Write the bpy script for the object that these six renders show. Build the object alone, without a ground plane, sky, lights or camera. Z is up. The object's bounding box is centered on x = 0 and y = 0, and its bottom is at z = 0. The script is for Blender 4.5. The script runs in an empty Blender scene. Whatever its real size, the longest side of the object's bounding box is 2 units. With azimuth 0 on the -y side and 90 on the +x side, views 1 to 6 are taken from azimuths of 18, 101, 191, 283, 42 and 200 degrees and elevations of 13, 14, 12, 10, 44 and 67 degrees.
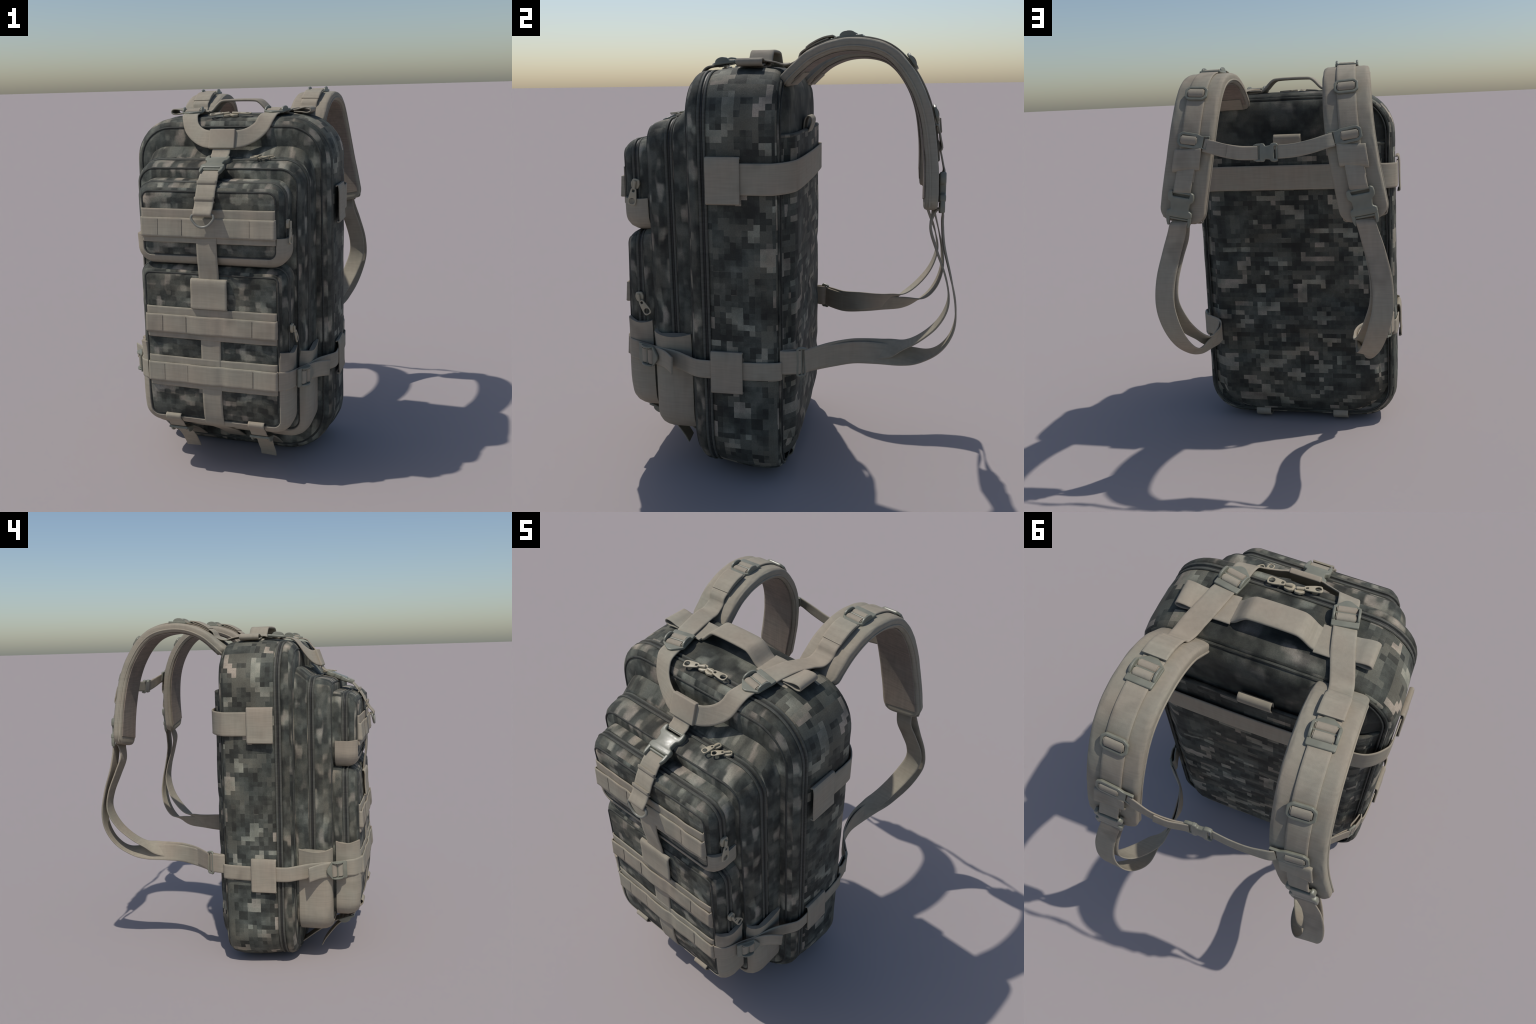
"""Large two-strap field backpack: pixel-camouflage compartments, tan webbing, plastic buckles."""
import bpy, bmesh, math
from mathutils import Vector, Matrix, noise

V = Vector
# --------------------------------------------------------------------------- scene helpers
def link(ob, parent=None):
    bpy.context.scene.collection.objects.link(ob)
    if parent is not None:
        ob.parent = parent
    return ob


def make(name, verts, faces, mat, parent, sharp=38, smooth=True):
    me = bpy.data.meshes.new(name)
    me.from_pydata([tuple(v) for v in verts], [], faces)
    bm = bmesh.new()
    bm.from_mesh(me)
    bmesh.ops.remove_doubles(bm, verts=bm.verts, dist=1e-6)
    bmesh.ops.recalc_face_normals(bm, faces=bm.faces)
    bm.to_mesh(me)
    bm.free()
    if smooth:
        for p in me.polygons:
            p.use_smooth = True
        me.set_sharp_from_angle(angle=math.radians(sharp))
    me.materials.append(mat)
    return link(bpy.data.objects.new(name, me), parent)


def place(name, mesh, matrix, parent):
    ob = bpy.data.objects.new(name, mesh)
    link(ob, parent)
    ob.matrix_world = matrix
    return ob


def frame(origin, ydir, normal, scale=1.0):
    """Matrix whose Y is the length direction and whose Z is the outward normal."""
    y = V(ydir).normalized()
    z = V(normal)
    z = (z - y * z.dot(y)).normalized()
    x = y.cross(z)
    m = Matrix((x * scale, y * scale, z * scale)).transposed().to_4x4()
    m.translation = V(origin)
    return m


# --------------------------------------------------------------------------- materials
class Nodes:
    def __init__(self, name):
        self.m = bpy.data.materials.new(name)
        self.m.use_nodes = True
        self.t = self.m.node_tree
        self.b = self.t.nodes["Principled BSDF"]

    def n(self, kind, **kw):
        nd = self.t.nodes.new(kind)
        for k, v in kw.items():
            setattr(nd, k, v)
        return nd

    def l(self, a, b):
        self.t.links.new(a, b)

    def math(self, op, a, b=None, c=None, clamp=False):
        nd = self.n("ShaderNodeMath", operation=op, use_clamp=clamp)
        for i, v in enumerate((a, b, c)):
            if v is None:
                continue
            if isinstance(v, (int, float)):
                nd.inputs[i].default_value = v
            else:
                self.l(v, nd.inputs[i])
        return nd.outputs[0]

    def noise(self, vec, scale, detail=2.0, rough=0.5, dims="3D", w=None):
        nd = self.n("ShaderNodeTexNoise", noise_dimensions=dims)
        nd.inputs["Scale"].default_value = scale
        nd.inputs["Detail"].default_value = detail
        nd.inputs["Roughness"].default_value = rough
        if w is not None:
            nd.inputs["W"].default_value = w
        if vec is not None:
            self.l(vec, nd.inputs["Vector"])
        return nd.outputs[0]

    def mapping(self, vec, scale=(1, 1, 1), loc=(0, 0, 0)):
        nd = self.n("ShaderNodeMapping")
        nd.inputs["Scale"].default_value = scale
        nd.inputs["Location"].default_value = loc
        self.l(vec, nd.inputs["Vector"])
        return nd.outputs[0]

    def rng(self, v, a, b, c, d, smooth=False):
        nd = self.n("ShaderNodeMapRange", interpolation_type="SMOOTHSTEP" if smooth else "LINEAR")
        self.l(v, nd.inputs["Value"])
        for k, x in zip(("From Min", "From Max", "To Min", "To Max"), (a, b, c, d)):
            nd.inputs[k].default_value = x
        return nd.outputs[0]

    def ramp(self, v, stops):
        nd = self.n("ShaderNodeValToRGB")
        e = nd.color_ramp.elements
        while len(e) < len(stops):
            e.new(0.5)
        for el, (p, c) in zip(e, stops):
            el.position = p
            el.color = (*c, 1)
        self.l(v, nd.inputs[0])
        return nd.outputs[0]

    def mix(self, f, a, b, blend="MIX"):
        nd = self.n("ShaderNodeMix", data_type="RGBA", blend_type=blend)
        for s, v in ((nd.inputs[0], f), (nd.inputs[6], a), (nd.inputs[7], b)):
            if isinstance(v, (int, float)):
                s.default_value = v
            elif isinstance(v, tuple):
                s.default_value = (*v, 1)
            else:
                self.l(v, s)
        return nd.outputs[2]

    def bump(self, h, strength, dist=0.002):
        nd = self.n("ShaderNodeBump")
        nd.inputs["Strength"].default_value = strength
        nd.inputs["Distance"].default_value = dist
        self.l(h, nd.inputs["Height"])
        self.l(nd.outputs[0], self.b.inputs["Normal"])

    def done(self, col, rough, spec=0.35, sheen=0.0):
        if isinstance(col, tuple):
            self.b.inputs["Base Color"].default_value = (*col, 1)
        else:
            self.l(col, self.b.inputs["Base Color"])
        if isinstance(rough, (int, float)):
            self.b.inputs["Roughness"].default_value = rough
        else:
            self.l(rough, self.b.inputs["Roughness"])
        self.b.inputs["Specular IOR Level"].default_value = spec
        self.b.inputs["Sheen Weight"].default_value = sheen
        return self.m


def camo(name, cell=0.026, blur=0.06, stretch=(0.75, 1.0), seed=0.0, light=0.0, gain=1.0):
    """Pixel camouflage: plane-projected coordinates are snapped to square cells,
    smooth noise sampled on the cells picks dark, green-grey, grey or pale patches."""
    k = Nodes(name)
    pos = k.n("ShaderNodeTexCoord").outputs["Object"]
    sep = k.n("ShaderNodeSeparateXYZ")
    k.l(pos, sep.inputs[0])
    x, y, z = sep.outputs
    nrm = k.n("ShaderNodeSeparateXYZ")
    k.l(k.n("ShaderNodeNewGeometry").outputs["Normal"], nrm.inputs[0])
    ax, ay, az = (k.math("ABSOLUTE", o) for o in nrm.outputs)
    side = k.math("MULTIPLY", k.math("GREATER_THAN", ax, ay), k.math("GREATER_THAN", ax, az))
    top = k.math("MULTIPLY", k.math("GREATER_THAN", az, ay), k.math("SUBTRACT", 1.0, side))
    # u = y on the sides, x elsewhere ; v = y on the top, z elsewhere
    u = k.math("ADD", k.math("MULTIPLY", y, side), k.math("MULTIPLY", x, k.math("SUBTRACT", 1.0, side)))
    v = k.math("ADD", k.math("MULTIPLY", y, top), k.math("MULTIPLY", z, k.math("SUBTRACT", 1.0, top)))

    def snap(c, off):
        s = k.math("ADD", k.math("DIVIDE", c, cell), off)
        f = k.rng(k.math("FRACT", s), 0.5 - blur * 4.8, 0.5 + blur * 4.8, 0, 1, True) if blur > 0.07 else \
            k.rng(k.math("FRACT", s), 0.5 - blur, 0.5 + blur, 0, 1, True)
        return k.math("ADD", k.math("FLOOR", s), f)

    qu, qv = snap(u, seed), snap(v, seed * 1.7)
    q = k.n("ShaderNodeCombineXYZ")
    k.l(k.math("MULTIPLY", qu, stretch[0]), q.inputs[0])
    k.l(k.math("MULTIPLY", qv, stretch[1]), q.inputs[1])
    k.l(k.math("MULTIPLY_ADD", side, 7.3, seed * 3.1), q.inputs[2])
    q = q.outputs[0]
    w = 0.010 if blur < 0.07 else 0.085
    # soft, unsnapped ground tone with faint snapped cells
    flow = k.noise(k.mapping(pos, (1, 1, 1), (seed, 0, 0)), 9.0, 3.0, 0.6)
    cells = k.noise(q, 0.41, 1.0, 0.6)
    tone = k.math("ADD", k.math("MULTIPLY", flow, 0.6), k.math("MULTIPLY", cells, 0.4))
    base = k.ramp(tone, [(0.36, (0.030, 0.031, 0.027)), (0.46, (0.050, 0.052, 0.045)), (0.54, (0.074, 0.078, 0.066)), (0.64, (0.112, 0.114, 0.097))])
    # dark cells
    q1 = k.mapping(q, loc=(13.2, 47.9, 2.2))
    dark = k.math("ADD", k.math("MULTIPLY", k.noise(q1, 0.39, 1.0, 0.5), 0.8), k.math("MULTIPLY", k.noise(q1, 0.08, 0, 0.5), 0.2))
    base = k.mix(k.math("MULTIPLY", k.rng(dark, 0.575 - w, 0.575 + w, 0, 1, True), 0.7), base, (0.029, 0.029, 0.025))
    # mid grey-green cells
    q3 = k.mapping(q, loc=(71.2, 3.9, 8.8))
    mid = k.math("ADD", k.math("MULTIPLY", k.noise(q3, 0.33, 1.0, 0.5), 0.8), k.math("MULTIPLY", k.noise(q3, 0.07, 0, 0.5), 0.2))
    base = k.mix(k.math("MULTIPLY", k.rng(mid, 0.56 - w, 0.56 + w, 0, 1, True), 0.7), base, (0.122, 0.120, 0.098))
    # pale cells, in stepped clusters
    q2 = k.mapping(q, loc=(31.7, 11.3, 5.1))
    pale = k.math("ADD", k.math("MULTIPLY", k.noise(q2, 0.335 if blur < 0.07 else 0.37, 0.6, 0.5), 0.78), k.math("MULTIPLY", k.noise(q2, 0.09, 0, 0.5), 0.22))
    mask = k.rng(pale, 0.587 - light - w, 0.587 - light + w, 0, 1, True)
    tint = k.ramp(k.noise(q2, 0.23, 1.0), [(0.38, (0.335, 0.292, 0.242)), (0.5, (0.305, 0.280, 0.225)), (0.62, (0.245, 0.246, 0.200))])
    fade = k.rng(k.noise(pos, 11.0, 2.0), 0.35, 0.6, 0.45, 0.92)
    col = k.mix(k.math("MULTIPLY", mask, fade), base, tint)
    hue = k.ramp(k.noise(k.mapping(q, loc=(5.0, 91.0, 3.0)), 0.12, 1.0), [(0.40, (1.045, 1.0, 0.945)), (0.5, (1.0, 1.0, 0.97)), (0.60, (0.965, 1.0, 1.0))])
    col = k.mix(1.0, col, hue, "MULTIPLY")
    # wear: faded clouds, fine weave mottling
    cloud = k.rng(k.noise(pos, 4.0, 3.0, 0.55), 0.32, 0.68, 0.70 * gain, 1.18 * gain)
    speck = k.rng(k.noise(pos, 190.0, 2.0, 0.7), 0.3, 0.7, 0.84, 1.14)
    g = k.math("MULTIPLY", cloud, speck)
    comb = k.n("ShaderNodeCombineColor")
    for i in range(3):
        k.l(g, comb.inputs[i])
    col = k.mix(1.0, col, comb.outputs[0], "MULTIPLY")
    k.bump(k.math("ADD", k.noise(pos, 420, 2), k.math("ADD", k.math("MULTIPLY", k.noise(pos, 30, 3), 2.2), k.math("MULTIPLY", k.noise(k.mapping(pos, (1, 1, 0.55)), 13, 2), 5.0))), 0.42, 0.0022)
    return k.done(col, 0.74, 0.22)


def cloth(name, col, spread=0.12, stain=0.35, rough=0.8, weave=True):
    """Woven webbing: streaks across the weave, faint stains, pale dusty patches."""
    k = Nodes(name)
    pos = k.n("ShaderNodeTexCoord").outputs["Object"]
    streak_h = k.noise(k.mapping(pos, (9, 9, 150)), 1.0, 3.0, 0.6)
    streak_v = k.noise(k.mapping(pos, (60, 60, 6)), 1.0, 3.0, 0.6)
    s = k.math("ADD", k.math("MULTIPLY", streak_h, 0.6), k.math("MULTIPLY", streak_v, 0.4))
    s = k.rng(s, 0.35, 0.65, 1 - spread, 1 + spread)
    st = k.rng(k.noise(k.mapping(pos, (1, 1, 0.8)), 6.0, 2.0, 0.55), 0.55, 0.75, 0, stain * 0.6, True)
    g = k.math("MULTIPLY", s, k.math("SUBTRACT", 1.0, st))
    comb = k.n("ShaderNodeCombineColor")
    for i in range(3):
        k.l(g, comb.inputs[i])
    hue = k.ramp(k.noise(pos, 5.0, 2.0), [(0.35, tuple(c * f for c, f in zip(col, (1.02, 0.975, 0.945)))), (0.65, tuple(c * f for c, f in zip(col, (0.98, 1.005, 0.99))))])
    k.bump(k.math("ADD", k.noise(pos, 350, 2), k.math("MULTIPLY", s, 0.5)), 0.3 if weave else 0.15, 0.0015)
    return k.done(k.mix(1.0, hue, comb.outputs[0], "MULTIPLY"), rough, 0.25)


def plastic(name, col, rough=0.38, spec=0.5, metal=0.0):
    k = Nodes(name)
    pos = k.n("ShaderNodeTexCoord").outputs["Object"]
    nz = k.noise(pos, 14, 3, 0.6)
    c = k.ramp(nz, [(0.3, tuple(v * 0.86 for v in col)), (0.7, tuple(v * 1.1 for v in col))])
    k.b.inputs["Metallic"].default_value = metal
    return k.done(c, k.rng(k.noise(pos, 40, 2), 0.3, 0.7, rough - 0.06, rough + 0.08), spec)


CAMO = camo("pixel_camouflage", blur=0.05, stretch=(0.95, 0.8), seed=2.0, light=.014, gain=1.12)
CAMO_BACK = camo("pixel_camouflage_back", blur=0.04, stretch=(0.72, 1.15), seed=5.0, light=0.004, gain=0.95)
CAMO_SOFT = camo("soft_camouflage", cell=0.028, blur=0.1, stretch=(1.5, 0.78), seed=9.0, light=.006)
CAMO_FRONT = camo("front_camouflage", cell=0.028, blur=0.085, stretch=(1.25, 1.45), seed=13.0, light=.006)
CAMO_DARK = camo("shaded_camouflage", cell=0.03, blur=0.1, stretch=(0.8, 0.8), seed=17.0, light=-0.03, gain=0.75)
TAN = cloth("tan_webbing", (0.303, 0.269, 0.212), .085)
PADMAT = cloth("tan_padding", (0.281, 0.253, 0.200), 0.08, 0.2)
LINING = cloth("padding_lining", (0.225, 0.188, 0.155), 0.16, 0.3)
PIPE = cloth("dark_piping", (0.050, 0.051, 0.045), 0.25, 0.3, 0.7)
TAPE = cloth("zipper_tape", (0.085, 0.085, 0.073), 0.2, 0.4, 0.7)
COIL = cloth("zipper_coil", (0.035, 0.035, 0.033), 0.3, 0.1, 0.5)
BUCKLE = plastic("grey_green_plastic", (0.190, 0.190, 0.148), 0.36, 0.42)
PULLMAT = plastic("beige_enamel", (0.37, 0.32, 0.225), 0.38, 0.5)
RINGMAT = plastic("painted_wire", (0.21, 0.205, 0.17), 0.35, 0.5)

# --------------------------------------------------------------------------- outlines and sweeps
def arc(cx, cz, r, a0, a1, n):
    return [(cx + r * math.cos(math.radians(a0 + (a1 - a0) * i / n)), cz + r * math.sin(math.radians(a0 + (a1 - a0) * i / n))) for i in range(n + 1)]


def seg(a, b, n):
    return [(a[0] + (b[0] - a[0]) * i / n, a[1] + (b[1] - a[1]) * i / n) for i in range(1, n)]


def closed_outline(hw, z0, z1, rt, rb):
    """Rounded upright rectangle; returns f(inset) -> loop of (x, z)."""
    def f(i, y=0.0):
        h, a, b = hw - i, z0 + i, z1 - i
        t, d = max(rt - i, 0.006), max((rb(y) if callable(rb) else rb) - i, 0.006)
        c = [arc(h - d, a + d, d, -90, 0, 10), arc(h - t, b - t, t, 0, 90, 10), arc(-h + t, b - t, t, 90, 180, 10), arc(-h + d, a + d, d, 180, 270, 10)]
        ns = (30, 16, 30, 16)
        out = []
        for q in range(4):
            out += c[q] + seg(c[q][-1], c[(q + 1) % 4][0], ns[q])
        return out
    return f


def u_outline(hw, z0, zcut, rb):
    """The lower, U-shaped part of such an outline, open at height zcut."""
    def f(i, y=0.0):
        h, a = hw - i, z0 + i
        d = max(rb - i, 0.006)
        r, l = arc(h - d, a + d, d, 0, -90, 10), arc(-h + d, a + d, d, 270, 180, 10)
        return [(h, zcut)] + seg((h, zcut), r[0], 10) + r + seg(r[-1], l[0], 16) + l + seg(l[-1], (-h, zcut), 10) + [(-h, zcut)]
    return f


def sweep(name, path, profile, mat, parent, closed_path=True, closed_profile=False, cap_front=None, cap_back=None, warp=None, lump=0.0, sharp=40):
    """Loft the (y, inset) profile along an outline. cap_front/back = bulge of a filled end."""
    loops = [[V((x, y, z)) for x, z in path(i, y)] for y, i in profile]
    if not closed_profile:
        for cap, at_end in ((cap_back, False), (cap_front, True)):
            if cap is None:
                continue
            L = loops[-1] if at_end else loops[0]
            cx = 0.0
            cz = (min(p.z for p in L) + max(p.z for p in L)) / 2
            y0 = L[0].y
            extra = []
            for s in (0.93, 0.82, 0.68, 0.5, 0.3, 0.12, 0.02):
                extra.append([V((cx + (p.x - cx) * s, y0 + cap * (1 - s ** 3.0), cz + (p.z - cz) * s)) for p in L])
            loops = loops + extra if at_end else extra[::-1] + loops
    n = len(loops[0])
    verts = [p for L in loops for p in L]
    faces = []
    m = len(loops)
    for a in range(m if closed_profile else m - 1):
        b = (a + 1) % m
        for j in range(n if closed_path else n - 1):
            k2 = (j + 1) % n
            faces.append((a * n + j, a * n + k2, b * n + k2, b * n + j))
    if not closed_path and closed_profile:
        faces.append(tuple(a * n for a in range(m)))
        faces.append(tuple(a * n + n - 1 for a in range(m)))
    if not closed_profile and closed_path:
        if cap_front is not None:
            faces.append(tuple((m - 1) * n + j for j in range(n)))
        if cap_back is not None:
            faces.append(tuple(range(n)))
    if warp:
        verts = [V(warp(p)) for p in verts]
    ob = make(name, verts, faces, mat, parent, sharp)
    if lump:
        for v in ob.data.vertices:
            p = v.co
            d = noise.noise(p * 7.0) * 0.7 + noise.noise(p * 17.0) * 0.35
            v.co = p + v.normal * d * lump
    return ob


def ring(y, inset, r, n=8):
    return [(y + r * math.cos(2 * math.pi * i / n), inset + r * math.sin(2 * math.pi * i / n)) for i in range(n)]


def cr(P, t):
    """Catmull-Rom through a list of vectors / floats, t in [0, len-1]."""
    n = len(P)
    i = min(int(t), n - 2)
    f = t - i
    g = lambda k: P[k] if 0 <= k < n else (P[0] * 2 - P[1] if k < 0 else P[-1] * 2 - P[-2])
    a, b, c, d = g(i - 1), g(i), g(i + 1), g(i + 2)
    return 0.5 * ((b * 2) + (c - a) * f + (a * 2 - b * 5 + c * 4 - d) * f * f + (b * 3 - a - c * 3 + d) * f ** 3)


def resample(pts, n):
    """Parameters t giving n equal steps of arc length along the spline."""
    dense = [i / 24 for i in range((len(pts) - 1) * 24 + 1)]
    pos = [cr(pts, t) for t in dense]
    acc = [0.0]
    for a, b in zip(pos, pos[1:]):
        acc.append(acc[-1] + (b - a).length)
    out, j = [], 0
    for i in range(n):
        s = acc[-1] * i / (n - 1)
        while j < len(acc) - 2 and acc[j + 1] < s:
            j += 1
        d = acc[j + 1] - acc[j]
        out.append(dense[j] + (dense[j + 1] - dense[j]) * ((s - acc[j]) / d if d > 0 else 0))
    return out, acc[-1]


def tube_along(name, rows, mat, parent, sharp=40):
    """rows: list of equal-length closed cross-sections -> capped solid."""
    n = len(rows[0])
    verts = [p for r in rows for p in r]
    faces = [(a * n + j, a * n + (j + 1) % n, (a + 1) * n + (j + 1) % n, (a + 1) * n + j) for a in range(len(rows) - 1) for j in range(n)]
    faces += [tuple(range(n)), tuple((len(rows) - 1) * n + j for j in range(n))]
    return make(name, verts, faces, mat, parent, sharp)


def frames(pts, sides, n):
    pts = [V(p) for p in pts]
    sides = [V(s) for s in sides] if not isinstance(sides, tuple) else [V(sides)] * len(pts)
    ts, length = resample(pts, n)
    pos = [cr(pts, t) for t in ts]
    out = []
    for i, t in enumerate(ts):
        tg = (pos[min(i + 1, n - 1)] - pos[max(i - 1, 0)]).normalized()
        s = cr(sides, t)
        s = (s - tg * s.dot(tg)).normalized()
        out.append((t, pos[i], tg, s, tg.cross(s).normalized()))
    return out, length


def ribbon(name, pts, sides, w, t, mat, parent, n=40, wob=0.0):
    """Webbing strap of width w and thickness t with rolled edges along a spline."""
    fr, _ = frames(pts, sides, n)
    ws = [float(a) for a in w] if isinstance(w, (list, tuple)) else [w] * len(pts)
    rows = []
    for tt, p, tg, s, nn in fr:
        h = cr(ws, tt) / 2
        e = t * 0.5
        prof = [(-h, -e * .35), (-h + e * .6, -e), (-h + e * 3, -e * .92), (0, -e * .92), (h - e * 3, -e * .92), (h - e * .6, -e), (h, -e * .35),
                (h, e * .35), (h - e * .6, e), (h - e * 3, e * .92), (0, e * .92), (-h + e * 3, e * .92), (-h + e * .6, e), (-h, e * .35)]
        dz = wob * noise.noise(p * 14.0) if wob else 0.0
        rows.append([p + s * a + nn * (b + dz) for a, b in prof])
    return tube_along(name, rows, mat, parent, 50)


def cord(name, pts, r, mat, parent, n=40, closed=False, segs=10):
    pts = [V(p) for p in pts]
    if closed:
        pts = pts + pts[:1]
    ts, _ = resample(pts, n)
    pos = [cr(pts, t) for t in ts]
    rows = []
    ref = None
    for i, p in enumerate(pos):
        if closed:
            tg = (pos[(i + 1) % (n - 1)] - pos[(i - 1) % (n - 1)]).normalized()
        else:
            tg = (pos[min(i + 1, n - 1)] - pos[max(i - 1, 0)]).normalized()
        if ref is None:
            ref = tg.orthogonal().normalized()
        ref = (ref - tg * ref.dot(tg)).normalized()
        b = tg.cross(ref)
        rows.append([p + (ref * math.cos(2 * math.pi * k / segs) + b * math.sin(2 * math.pi * k / segs)) * r for k in range(segs)])
    return tube_along(name, rows, mat, parent, 60)


def smooth(a, b, x):
    t = max(0.0, min(1.0, (x - a) / (b - a)))
    return t * t * (3 - 2 * t)


def mirror(pts, s):
    return [(p[0] * s, p[1], p[2]) for p in pts]


# --------------------------------------------------------------------------- plate-like hardware (2D outlines with holes, thickened)
def rounded(poly, r, n=4):
    """Round the corners of a polygon."""
    out = []
    m = len(poly)
    for i in range(m):
        a, b, c = V(poly[i - 1]), V(poly[i]), V(poly[(i + 1) % m])
        u, w = (a - b), (c - b)
        k = min(r, u.length * 0.45, w.length * 0.45)
        p, q = b + u.normalized() * k, b + w.normalized() * k
        for j in range(n + 1):
            f = j / n
            out.append(p * (1 - f) ** 2 + b * 2 * f * (1 - f) + q * f * f)
    return out


def densify(loop, step=0.008):
    out = []
    for a, b in zip(loop, loop[1:] + loop[:1]):
        k = max(1, int((b - a).length / step))
        out += [a.lerp(b, i / k) for i in range(k)]
    return out


def plate_mesh(name, loops, depth, bevel, mat, bend=None):
    cu = bpy.data.curves.new(name, "CURVE")
    cu.dimensions = "2D"
    cu.fill_mode = "BOTH"
    cu.extrude = max(depth / 2 - bevel, 0.0001)
    cu.bevel_depth = bevel
    cu.bevel_resolution = 2
    cu.offset = -bevel
    for lp in loops:
        lp = densify([V((p[0], p[1])) for p in lp])
        sp = cu.splines.new("POLY")
        sp.points.add(len(lp) - 1)
        for pt, p in zip(sp.points, lp):
            pt.co = (p.x, p.y, 0, 1)
        sp.use_cyclic_u = True
    ob = bpy.data.objects.new(name + "_source", cu)
    link(ob)
    dg = bpy.context.evaluated_depsgraph_get()
    me = bpy.data.meshes.new_from_object(ob.evaluated_get(dg))
    me.name = name
    bpy.data.objects.remove(ob)
    bpy.data.curves.remove(cu)
    bm = bmesh.new()
    bm.from_mesh(me)
    bmesh.ops.remove_doubles(bm, verts=bm.verts, dist=1e-5)
    bmesh.ops.recalc_face_normals(bm, faces=bm.faces)
    if bend:
        for v in bm.verts:
            v.co.z += bend(v.co.x, v.co.y)
    bm.to_mesh(me)
    bm.free()
    for p in me.polygons:
        p.use_smooth = True
    me.set_sharp_from_angle(angle=math.radians(40))
    me.materials.clear()
    me.materials.append(mat)
    return me


def join_meshes(name, parts, mat):
    """parts: (mesh, matrix) -> one mesh."""
    bm = bmesh.new()
    for me, mx in parts:
        tmp = me.copy()
        tmp.transform(mx)
        bm.from_mesh(tmp)
        bpy.data.meshes.remove(tmp)
    out = bpy.data.meshes.new(name)
    bm.to_mesh(out)
    bm.free()
    for p in out.polygons:
        p.use_smooth = True
    out.set_sharp_from_angle(angle=math.radians(40))
    out.materials.append(mat)
    return out


def rod_mesh(name, length, r, mat, arc_deg=360, flat=1.0, segs=12):
    """Cylinder along X (or the upper part of one), squashed in Z by flat."""
    bm = bmesh.new()
    bmesh.ops.create_cone(bm, cap_ends=True, segments=segs, radius1=r, radius2=r, depth=length)
    me = bpy.data.meshes.new(name)
    bmesh.ops.bevel(bm, geom=[e for e in bm.edges if len(e.link_faces) == 2 and any(len(f.verts) > 4 for f in e.link_faces)], offset=r * 0.25, segments=2, affect="EDGES")
    bm.to_mesh(me)
    bm.free()
    me.transform(Matrix.Diagonal((1, 1, flat, 1)) @ Matrix.Rotation(math.pi / 2, 4, "Y"))
    for p in me.polygons:
        p.use_smooth = True
    me.set_sharp_from_angle(angle=math.radians(45))
    me.materials.append(mat)
    return me


T = Matrix.Translation
# ladder-lock buckle: pointed nose at +Y, flat tail plate, two slots split by a bar, arched rails
_lad = plate_mesh("ladder_frame", [
    rounded([(-.054, -.066), (.054, -.066), (.056, .030), (.010, .064), (-.010, .064), (-.056, .030)], .007),
    rounded([(-.042, -.038), (.042, -.038), (.042, .028), (-.042, .028)], .006)], 0.013, 0.0035, BUCKLE)
_rail = plate_mesh("ladder_rail", [[V((-.034, -.004))] + [V((-.034 * math.cos(a * math.pi / 14), .004 + .020 * math.sin(a * math.pi / 14))) for a in range(15)] + [V((.034, -.004))]], .010, .003, BUCKLE)
_stand = Matrix(((0, 0, 1, 0), (1, 0, 0, 0), (0, 1, 0, 0), (0, 0, 0, 1)))
LADDER = join_meshes("ladder_buckle", [(_lad, Matrix()), (_rail, T((.0485, -.005, .002)) @ _stand), (_rail, T((-.0485, -.005, .002)) @ _stand), (rod_mesh("bar", .088, .0055, BUCKLE), T((0, -.004, .006)))], BUCKLE)
HUMP = join_meshes("webbing_fold", [(rod_mesh("h", .079, .0185, TAN, flat=.62, segs=20), T((0, -.021, .004))),
                                    (rod_mesh("h", .079, .0165, TAN, flat=.62, segs=20), T((0, .016, .004)))], TAN)
# tri-glide: octagonal frame with one slot
TRIGLIDE = plate_mesh("slot_buckle", [
    rounded([(-.036, -.036), (.036, -.036), (.055, -.02), (.055, .02), (.036, .036), (-.036, .036), (-.055, .02), (-.055, -.02)], .006),
    rounded([(-.034, -.023), (.034, -.023), (.042, -.013), (.042, .013), (.034, .023), (-.034, .023), (-.042, .013), (-.042, -.013)], .005)], 0.013, 0.0035, BUCKLE)
TRIFOLD = rod_mesh("slot_fold", .08, .0215, TAN, flat=.5, segs=20)
# the same with a side tab that carries the chest strap (tab at +X)
STERNUM_SLOT = plate_mesh("chest_slot_buckle", [
    rounded([(-.036, -.036), (.036, -.036), (.058, -.028), (.098, -.033), (.098, .033), (.058, .028), (.036, .036), (-.036, .036), (-.055, .02), (-.055, -.02)], .006),
    rounded([(-.034, -.022), (.030, -.022), (.038, -.012), (.038, .012), (.030, .022), (-.034, .022), (-.042, .012), (-.042, -.012)], .005),
    rounded([(.070, -.025), (.086, -.025), (.086, .025), (.070, .025)], .003)], 0.012, 0.003, BUCKLE)
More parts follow.
